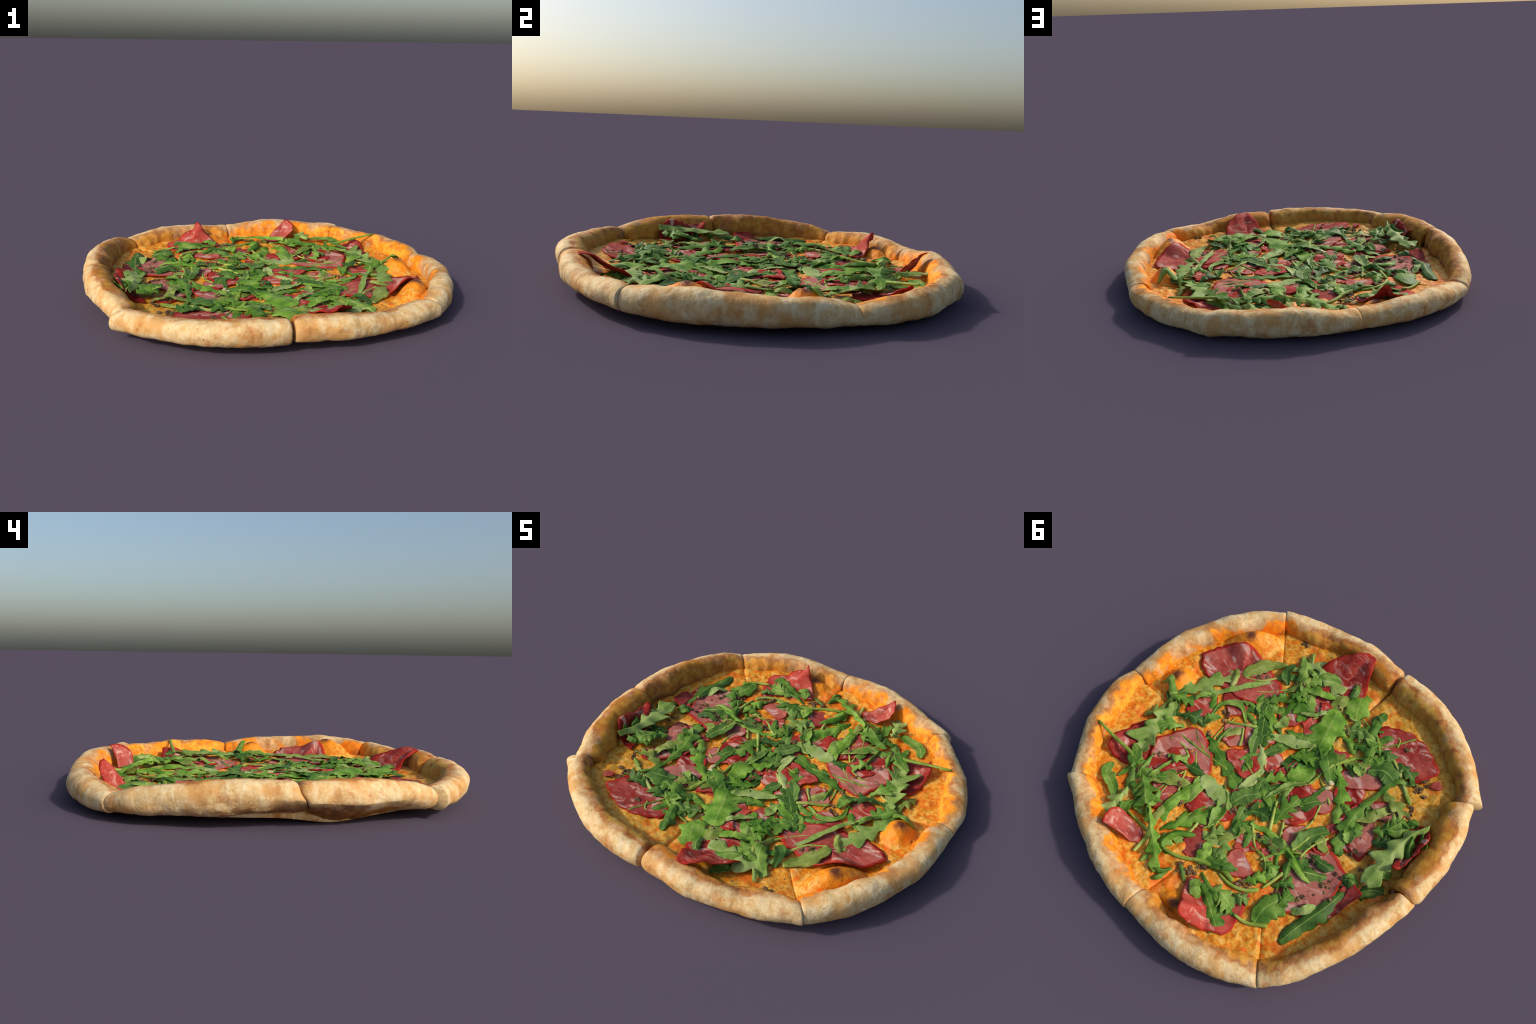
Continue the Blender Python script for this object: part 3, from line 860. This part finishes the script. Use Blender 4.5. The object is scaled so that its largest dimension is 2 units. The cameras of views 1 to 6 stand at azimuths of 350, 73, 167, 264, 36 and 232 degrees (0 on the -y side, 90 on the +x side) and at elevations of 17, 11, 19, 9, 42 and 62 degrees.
arugula('lobed', 'mid', 0.074, (0.696, 0.128), (0.674, 0.066), (0.607, 0.018))
arugula('strap', 'pale', 0.027, (0.581, -0.050), (0.519, -0.168), (0.462, -0.291), (0.404, -0.415))
arugula('strap', 'mid', 0.042, (0.409, -0.419), (0.389, -0.471), (0.321, -0.510))
arugula('stem', 'olive', 0.015, (0.439, -0.279), (0.367, -0.349), (0.283, -0.471))
arugula('lobed', 'pale', 0.074, (0.392, -0.537), (0.317, -0.641), (0.239, -0.642), (0.113, -0.613))
arugula('strap', 'pale', 0.022, (0.341, -0.634), (0.366, -0.656), (0.395, -0.693))
arugula('strap', 'mid', 0.029, (0.339, -0.597), (0.301, -0.591), (0.257, -0.592))
arugula('strap', 'mid', 0.042, (0.264, -0.701), (0.238, -0.742), (0.208, -0.780))
arugula('strap', 'mid', 0.037, (0.298, -0.550), (0.254, -0.490), (0.180, -0.446))
arugula('strap', 'bright', 0.037, (0.246, -0.494), (0.177, -0.530), (0.083, -0.585))
arugula('lobed', 'bright', 0.049, (0.288, -0.412), (0.217, -0.427), (0.196, -0.442))
arugula('lobed', 'dark', 0.093, (0.362, -0.338), (0.295, -0.254), (0.235, -0.185), (0.159, -0.101))
arugula('strap', 'mid', 0.044, (0.391, -0.267), (0.321, -0.243), (0.269, -0.192))
arugula('lobed', 'mid', 0.044, (0.444, -0.168), (0.397, -0.204), (0.330, -0.223))
arugula('strap', 'mid', 0.027, (0.463, 0.002), (0.483, -0.086), (0.448, -0.145), (0.390, -0.165), (0.305, -0.123))
arugula('strap', 'mid', 0.034, (0.349, -0.165), (0.299, -0.157), (0.250, -0.154))
arugula('strap', 'bright', 0.044, (0.286, -0.247), (0.231, -0.235), (0.179, -0.204))
arugula('strap', 'bright', 0.039, (0.233, -0.196), (0.186, -0.177), (0.138, -0.156))
arugula('lobed', 'bright', 0.059, (0.208, -0.289), (0.214, -0.356), (0.210, -0.407), (0.125, -0.360))
arugula('strap', 'pale', 0.047, (0.181, -0.219), (0.171, -0.285), (0.155, -0.331))
arugula('stem', 'olive', 0.021, (0.386, -0.049), (0.309, -0.100), (0.243, -0.148))
arugula('strap', 'pale', 0.027, (0.148, -0.380), (0.093, -0.420), (0.050, -0.492))
arugula('big', 'bright', 0.132, (0.026, -0.533), (-0.018, -0.438), (-0.074, -0.306))
arugula('lobed', 'mid', 0.074, (0.124, -0.258), (0.049, -0.280), (-0.026, -0.322))
arugula('strap', 'pale', 0.054, (0.150, -0.160), (0.081, -0.208), (-0.000, -0.257), (-0.054, -0.310))
arugula('stem', 'olive', 0.015, (0.287, -0.089), (0.251, -0.049), (0.220, -0.005))
arugula('lobed', 'mid', 0.088, (0.392, 0.076), (0.296, 0.099), (0.174, 0.125), (0.051, 0.153))
arugula('strap', 'mid', 0.049, (0.452, 0.049), (0.441, 0.005), (0.429, -0.037))
arugula('strap', 'bright', 0.034, (0.595, -0.120), (0.542, -0.086), (0.482, -0.003))
arugula('strap', 'mid', 0.022, (0.317, 0.089), (0.328, 0.029), (0.339, -0.038))
arugula('lobed', 'mid', 0.064, (0.338, -0.270), (0.304, -0.337), (0.293, -0.389))
arugula('strap', 'mid', 0.044, (0.305, -0.290), (0.251, -0.305), (0.243, -0.332))
arugula('big', 'bright', 0.103, (0.010, -0.708), (-0.028, -0.639), (-0.076, -0.574))
arugula('strap', 'dark', 0.042, (0.104, -0.725), (0.058, -0.710), (0.032, -0.646))
arugula('stem', 'olive', 0.017, (-0.091, -0.601), (-0.165, -0.594), (-0.239, -0.572), (-0.323, -0.507))
arugula('strap', 'pale', 0.056, (-0.132, -0.566), (-0.184, -0.554), (-0.235, -0.554))
arugula('lobed', 'dark', 0.078, (-0.103, -0.479), (-0.124, -0.521), (-0.168, -0.535))
arugula('strap', 'bright', 0.042, (-0.106, -0.455), (-0.164, -0.442), (-0.220, -0.428))
arugula('lobed', 'mid', 0.056, (-0.218, -0.495), (-0.271, -0.486), (-0.242, -0.540))
arugula('stem', 'olive', 0.020, (-0.211, -0.331), (-0.242, -0.410), (-0.296, -0.454))
arugula('lobed', 'mid', 0.088, (-0.277, -0.432), (-0.328, -0.457), (-0.375, -0.502))
arugula('strap', 'dark', 0.025, (-0.240, -0.365), (-0.281, -0.343), (-0.318, -0.327))
arugula('strap', 'mid', 0.039, (-0.274, -0.377), (-0.306, -0.364), (-0.341, -0.357))
arugula('strap', 'olive', 0.024, (-0.333, -0.566), (-0.441, -0.519), (-0.526, -0.475), (-0.614, -0.437))
arugula('lobed', 'dark', 0.074, (-0.294, -0.539), (-0.346, -0.537), (-0.387, -0.524))
arugula('lobed', 'dark', 0.064, (-0.417, -0.550), (-0.467, -0.548), (-0.538, -0.546))
arugula('big', 'dark', 0.088, (-0.345, -0.408), (-0.408, -0.455), (-0.489, -0.457))
arugula('strap', 'mid', 0.021, (-0.455, -0.262), (-0.479, -0.339), (-0.474, -0.431), (-0.502, -0.472), (-0.575, -0.535))
arugula('stem', 'olive', 0.013, (-0.283, -0.543), (-0.326, -0.619), (-0.374, -0.726))
arugula('stem', 'olive', 0.012, (-0.299, -0.667), (-0.326, -0.654), (-0.345, -0.614))
arugula('strap', 'dark', 0.029, (-0.133, -0.639), (-0.153, -0.662), (-0.190, -0.650))
arugula('strap', 'mid', 0.047, (0.576, 0.568), (0.544, 0.622), (0.475, 0.635), (0.400, 0.665))
arugula('strap', 'mid', 0.039, (0.496, 0.579), (0.490, 0.500), (0.446, 0.415))
arugula('strap', 'mid', 0.047, (0.583, 0.414), (0.525, 0.436), (0.476, 0.501), rise=(0.090, 0.105))
arugula('strap', 'pale', 0.047, (0.470, 0.498), (0.429, 0.548), (0.403, 0.598))
arugula('lobed', 'pale', 0.083, (0.381, 0.597), (0.368, 0.673), (0.341, 0.767), rise=(0.110, 0.090))
arugula('strap', 'mid', 0.054, (0.329, 0.617), (0.313, 0.646), (0.300, 0.681))
arugula('strap', 'bright', 0.039, (0.335, 0.631), (0.295, 0.617), (0.242, 0.613))
arugula('stem', 'olive', 0.018, (0.298, 0.662), (0.216, 0.655), (0.136, 0.647))
arugula('lobed', 'mid', 0.093, (0.399, 0.492), (0.335, 0.519), (0.256, 0.569), rise=(0.085, 0.115))
arugula('strap', 'mid', 0.034, (0.408, 0.550), (0.354, 0.570), (0.293, 0.592))
arugula('strap', 'mid', 0.039, (0.270, 0.478), (0.254, 0.517), (0.233, 0.567), rise=(0.090, 0.110))
arugula('strap', 'bright', 0.044, (0.240, 0.567), (0.222, 0.586), (0.187, 0.611), rise=(0.100, 0.120))
arugula('lobed', 'bright', 0.059, (0.209, 0.574), (0.126, 0.630), (0.041, 0.671), (-0.054, 0.736), rise=(0.125, 0.080))
arugula('stem', 'olive', 0.027, (0.093, 0.766), (0.105, 0.715), (0.114, 0.656))
arugula('strap', 'bright', 0.061, (0.168, 0.232), (0.182, 0.357), (0.179, 0.468), (0.162, 0.529), (0.126, 0.560))
arugula('lobed', 'bright', 0.093, (0.106, 0.592), (0.069, 0.502), (0.031, 0.411), (-0.012, 0.329))
arugula('strap', 'mid', 0.020, (0.380, 0.467), (0.378, 0.396), (0.374, 0.297))
arugula('lobed', 'mid', 0.054, (0.421, 0.316), (0.369, 0.292), (0.330, 0.246))
arugula('strap', 'dark', 0.054, (0.328, 0.279), (0.272, 0.258), (0.195, 0.230))
arugula('strap', 'bright', 0.037, (-0.037, 0.477), (0.031, 0.560), (0.034, 0.633), (-0.017, 0.647))
arugula('strap', 'mid', 0.039, (0.035, 0.580), (0.001, 0.564), (-0.031, 0.555))
arugula('stem', 'olive', 0.025, (0.013, 0.648), (-0.078, 0.611), (-0.155, 0.552), (-0.233, 0.514), (-0.283, 0.493), (-0.347, 0.492))
arugula('lobed', 'pale', 0.074, (-0.039, 0.440), (-0.096, 0.436), (-0.101, 0.392))
arugula('strap', 'bright', 0.054, (-0.114, 0.462), (-0.141, 0.500), (-0.155, 0.552))
arugula('strap', 'mid', 0.022, (-0.024, 0.755), (-0.077, 0.724), (-0.100, 0.676))
arugula('strap', 'mid', 0.022, (-0.073, 0.784), (-0.093, 0.753), (-0.103, 0.709))
arugula('strap', 'dark', 0.027, (-0.102, 0.628), (-0.146, 0.644), (-0.189, 0.668))
arugula('strap', 'mid', 0.030, (-0.200, 0.574), (-0.285, 0.593), (-0.387, 0.597), (-0.491, 0.589))
arugula('stem', 'olive', 0.022, (-0.478, 0.590), (-0.523, 0.580), (-0.558, 0.563), (-0.621, 0.508))
arugula('lobed', 'mid', 0.113, (-0.267, 0.614), (-0.366, 0.650), (-0.469, 0.690))
arugula('strap', 'mid', 0.054, (-0.233, 0.610), (-0.254, 0.644), (-0.303, 0.666))
arugula('lobed', 'mid', 0.093, (-0.315, 0.587), (-0.360, 0.571), (-0.441, 0.577))
arugula('lobed', 'dark', 0.059, (-0.396, 0.530), (-0.431, 0.517), (-0.466, 0.499))
arugula('stem', 'olive', 0.022, (-0.269, 0.517), (-0.350, 0.511), (-0.419, 0.478), (-0.461, 0.425))
arugula('lobed', 'bright', 0.064, (-0.378, 0.457), (-0.411, 0.396), (-0.436, 0.339))
arugula('big', 'mid', 0.098, (-0.570, 0.538), (-0.553, 0.461), (-0.576, 0.356))
arugula('strap', 'bright', 0.030, (-0.394, 0.192), (-0.475, 0.219), (-0.539, 0.226), (-0.591, 0.224))
arugula('big', 'dark', 0.083, (-0.513, 0.227), (-0.568, 0.185), (-0.630, 0.143))
arugula('strap', 'mid', 0.032, (-0.496, 0.295), (-0.464, 0.240), (-0.446, 0.200))
arugula('lobed', 'mid', 0.059, (-0.489, 0.364), (-0.515, 0.320), (-0.541, 0.282))
arugula('lobed', 'mid', 0.069, (-0.575, 0.436), (-0.584, 0.390), (-0.580, 0.331))
arugula('strap', 'pale', 0.027, (-0.637, 0.377), (-0.682, 0.339), (-0.695, 0.261))
arugula('big', 'dark', 0.069, (-0.736, 0.135), (-0.737, 0.233), (-0.731, 0.324), (-0.720, 0.419), (-0.719, 0.505))
arugula('strap', 'mid', 0.059, (-0.677, 0.074), (-0.712, 0.070), (-0.754, 0.072))
arugula('big', 'dark', 0.074, (-0.790, 0.081), (-0.815, 0.030), (-0.857, -0.004))
arugula('lobed', 'mid', 0.069, (-0.484, -0.318), (-0.477, -0.262), (-0.486, -0.168), (-0.523, -0.070), (-0.570, 0.012))
arugula('strap', 'mid', 0.047, (-0.497, -0.269), (-0.527, -0.247), (-0.569, -0.236))
arugula('strap', 'mid', 0.059, (-0.501, -0.154), (-0.542, -0.131), (-0.577, -0.090))
arugula('strap', 'mid', 0.059, (-0.506, -0.097), (-0.538, -0.087), (-0.566, -0.058))
arugula('lobed', 'pale', 0.113, (-0.780, -0.379), (-0.757, -0.302), (-0.754, -0.214), (-0.762, -0.103), (-0.777, 0.019), rise=(0.168, 0.115))
arugula('strap', 'mid', 0.044, (-0.769, -0.285), (-0.800, -0.228), (-0.852, -0.188), rise=(0.155, 0.130))
arugula('strap', 'mid', 0.039, (-0.791, -0.333), (-0.818, -0.302), (-0.848, -0.272), rise=(0.160, 0.145))
arugula('lobed', 'mid', 0.074, (-0.608, -0.186), (-0.651, -0.235), (-0.672, -0.300), rise=(0.105, 0.135))
arugula('strap', 'mid', 0.069, (-0.633, -0.286), (-0.672, -0.307), (-0.719, -0.307), rise=(0.120, 0.140))
arugula('strap', 'mid', 0.042, (-0.686, -0.348), (-0.716, -0.352), (-0.738, -0.353), rise=(0.130, 0.145))
arugula('strap', 'mid', 0.047, (-0.655, -0.232), (-0.686, -0.254), (-0.720, -0.300), rise=(0.120, 0.140))
arugula('lobed', 'dark', 0.074, (-0.644, -0.141), (-0.678, -0.172), (-0.708, -0.215))
arugula('strap', 'mid', 0.054, (-0.767, -0.073), (-0.805, -0.081), (-0.820, -0.098))
arugula('stem', 'olive', 0.020, (-0.560, -0.454), (-0.589, -0.439), (-0.622, -0.429))
arugula('strap', 'pale', 0.042, (0.151, -0.098), (0.088, -0.056), (0.018, 0.009))
arugula('strap', 'mid', 0.025, (0.150, 0.045), (0.146, 0.001), (0.118, -0.048))
arugula('strap', 'pale', 0.042, (0.029, -0.004), (0.016, 0.074), (0.019, 0.157))
arugula('lobed', 'dark', 0.069, (-0.016, -0.043), (-0.029, 0.048), (-0.071, 0.099))
arugula('big', 'pale', 0.083, (0.203, 0.247), (0.136, 0.254), (0.037, 0.264), (-0.042, 0.262))
arugula('big', 'dark', 0.083, (-0.018, 0.233), (-0.030, 0.162), (-0.071, 0.108))
arugula('strap', 'mid', 0.069, (-0.069, 0.068), (-0.128, 0.099), (-0.204, 0.128))
arugula('lobed', 'dark', 0.078, (-0.108, 0.219), (-0.134, 0.172), (-0.196, 0.149))
arugula('strap', 'pale', 0.042, (-0.112, 0.085), (-0.122, -0.001), (-0.149, -0.082), (-0.193, -0.150))
arugula('stem', 'olive', 0.020, (-0.203, -0.057), (-0.195, -0.151), (-0.196, -0.262), (-0.214, -0.326), (-0.244, -0.406))
arugula('lobed', 'bright', 0.056, (-0.029, 0.039), (-0.059, -0.029), (-0.091, -0.095))
arugula('strap', 'bright', 0.074, (-0.104, -0.072), (-0.120, -0.132), (-0.125, -0.210))
arugula('lobed', 'bright', 0.069, (-0.010, -0.169), (-0.057, -0.214), (-0.123, -0.242))
arugula('strap', 'mid', 0.047, (-0.108, -0.369), (-0.139, -0.248), (-0.174, -0.140))
arugula('strap', 'pale', 0.049, (-0.166, 0.055), (-0.156, 0.002), (-0.154, -0.054))
arugula('stem', 'olive', 0.020, (-0.159, 0.055), (-0.207, 0.121), (-0.258, 0.188))
arugula('lobed', 'mid', 0.093, (-0.239, 0.139), (-0.229, 0.071), (-0.230, 0.014), (-0.228, -0.029))
arugula('stem', 'olive', 0.021, (-0.269, 0.105), (-0.296, 0.137), (-0.324, 0.170))
arugula('strap', 'mid', 0.029, (-0.260, -0.029), (-0.262, -0.105), (-0.264, -0.194))
arugula('lobed', 'bright', 0.074, (-0.215, -0.318), (-0.315, -0.240), (-0.391, -0.163), (-0.447, -0.092))
arugula('strap', 'mid', 0.044, (-0.373, -0.167), (-0.414, -0.174), (-0.455, -0.189))
arugula('lobed', 'mid', 0.044, (-0.122, 0.341), (-0.141, 0.276), (-0.172, 0.228))
arugula('strap', 'mid', 0.039, (-0.151, 0.272), (-0.203, 0.275), (-0.239, 0.337))
arugula('strap', 'mid', 0.029, (-0.136, 0.297), (-0.155, 0.315), (-0.173, 0.333))
arugula('strap', 'bright', 0.039, (-0.171, 0.233), (-0.231, 0.203), (-0.310, 0.183), (-0.410, 0.174))
arugula('stem', 'olive', 0.019, (-0.413, 0.179), (-0.418, 0.127), (-0.421, 0.058))
arugula('lobed', 'pale', 0.078, (-0.087, 0.463), (-0.095, 0.415), (-0.102, 0.360))
arugula('lobed', 'pale', 0.064, (-0.122, 0.368), (-0.187, 0.424), (-0.250, 0.501))
arugula('strap', 'bright', 0.030, (-0.431, 0.292), (-0.389, 0.244), (-0.391, 0.196), (-0.446, 0.201), (-0.517, 0.215), (-0.589, 0.220))
arugula('strap', 'mid', 0.034, (-0.498, 0.288), (-0.474, 0.250), (-0.452, 0.216))
arugula('lobed', 'mid', 0.064, (-0.364, 0.332), (-0.400, 0.314), (-0.450, 0.307))
arugula('strap', 'mid', 0.064, (-0.401, 0.437), (-0.414, 0.385), (-0.443, 0.334))
arugula('stem', 'olive', 0.020, (-0.465, 0.407), (-0.471, 0.356), (-0.474, 0.283))
arugula('lobed', 'dark', 0.074, (-0.007, -0.106), (-0.050, -0.128), (-0.088, -0.147))
arugula('strap', 'dark', 0.059, (0.092, -0.078), (0.075, -0.123), (0.058, -0.161))
arugula('strap', 'dark', 0.059, (-0.688, 0.098), (-0.712, 0.077), (-0.744, 0.069))
arugula('strap', 'olive', 0.029, (-0.205, 0.280), (-0.248, 0.254), (-0.300, 0.248))
arugula('strap', 'bright', 0.034, (-0.143, 0.506), (-0.135, 0.476), (-0.132, 0.456))

# heaps of browned mushroom scraps
crumbs('heap', (-0.028, -0.570), (-0.063, -0.565), (-0.072, -0.501), (-0.377, -0.639), (-0.426, -0.695), (-0.505, -0.664), (-0.587, -0.573), (-0.615, -0.523), (-0.583, -0.528))
crumbs('heap', (-0.581, -0.321), (-0.631, -0.411), (-0.561, -0.195), (-0.598, -0.114), (-0.609, -0.066), (-0.619, -0.031), (-0.652, -0.108), (-0.560, -0.163), (-0.653, -0.396), (-0.580, -0.295))
crumbs('heap', (0.473, 0.354), (0.451, 0.468), (0.352, 0.224), (0.323, 0.321), (0.265, 0.382), (0.135, 0.430), (0.098, 0.379), (0.436, 0.442), (0.450, 0.345))
crumbs('heap', (-0.101, 0.183), (-0.012, 0.285), (-0.060, 0.255), (-0.269, -0.002), (-0.329, -0.000), (-0.255, 0.242), (-0.336, 0.242), (-0.359, 0.207), (-0.481, 0.164), (-0.504, 0.123), (-0.554, 0.118), (-0.375, 0.472), (-0.406, 0.450), (-0.671, 0.107), (-0.674, 0.140), (-0.307, 0.236))
crumbs('heap', (-0.618, 0.284), (-0.639, 0.253), (-0.647, 0.315), (-0.675, 0.189), (-0.664, 0.130), (-0.534, 0.118), (-0.482, 0.164), (-0.535, 0.366), (-0.547, 0.323), (-0.642, 0.184), (-0.647, 0.279), (-0.709, 0.207), (-0.615, 0.316), (-0.668, 0.096), (-0.700, -0.029))
crumbs('heap', (0.430, -0.077), (0.391, -0.039), (0.393, 0.063), (0.296, -0.495), (0.089, -0.598), (0.037, -0.572), (-0.034, -0.561), (0.480, -0.353), (0.115, -0.558), (0.475, -0.398), (0.482, -0.701))
crumbs('heap', (-0.122, 0.632), (-0.173, 0.595), (-0.196, 0.554), (-0.384, 0.462), (-0.533, 0.361), (-0.379, 0.482), (-0.167, 0.625))
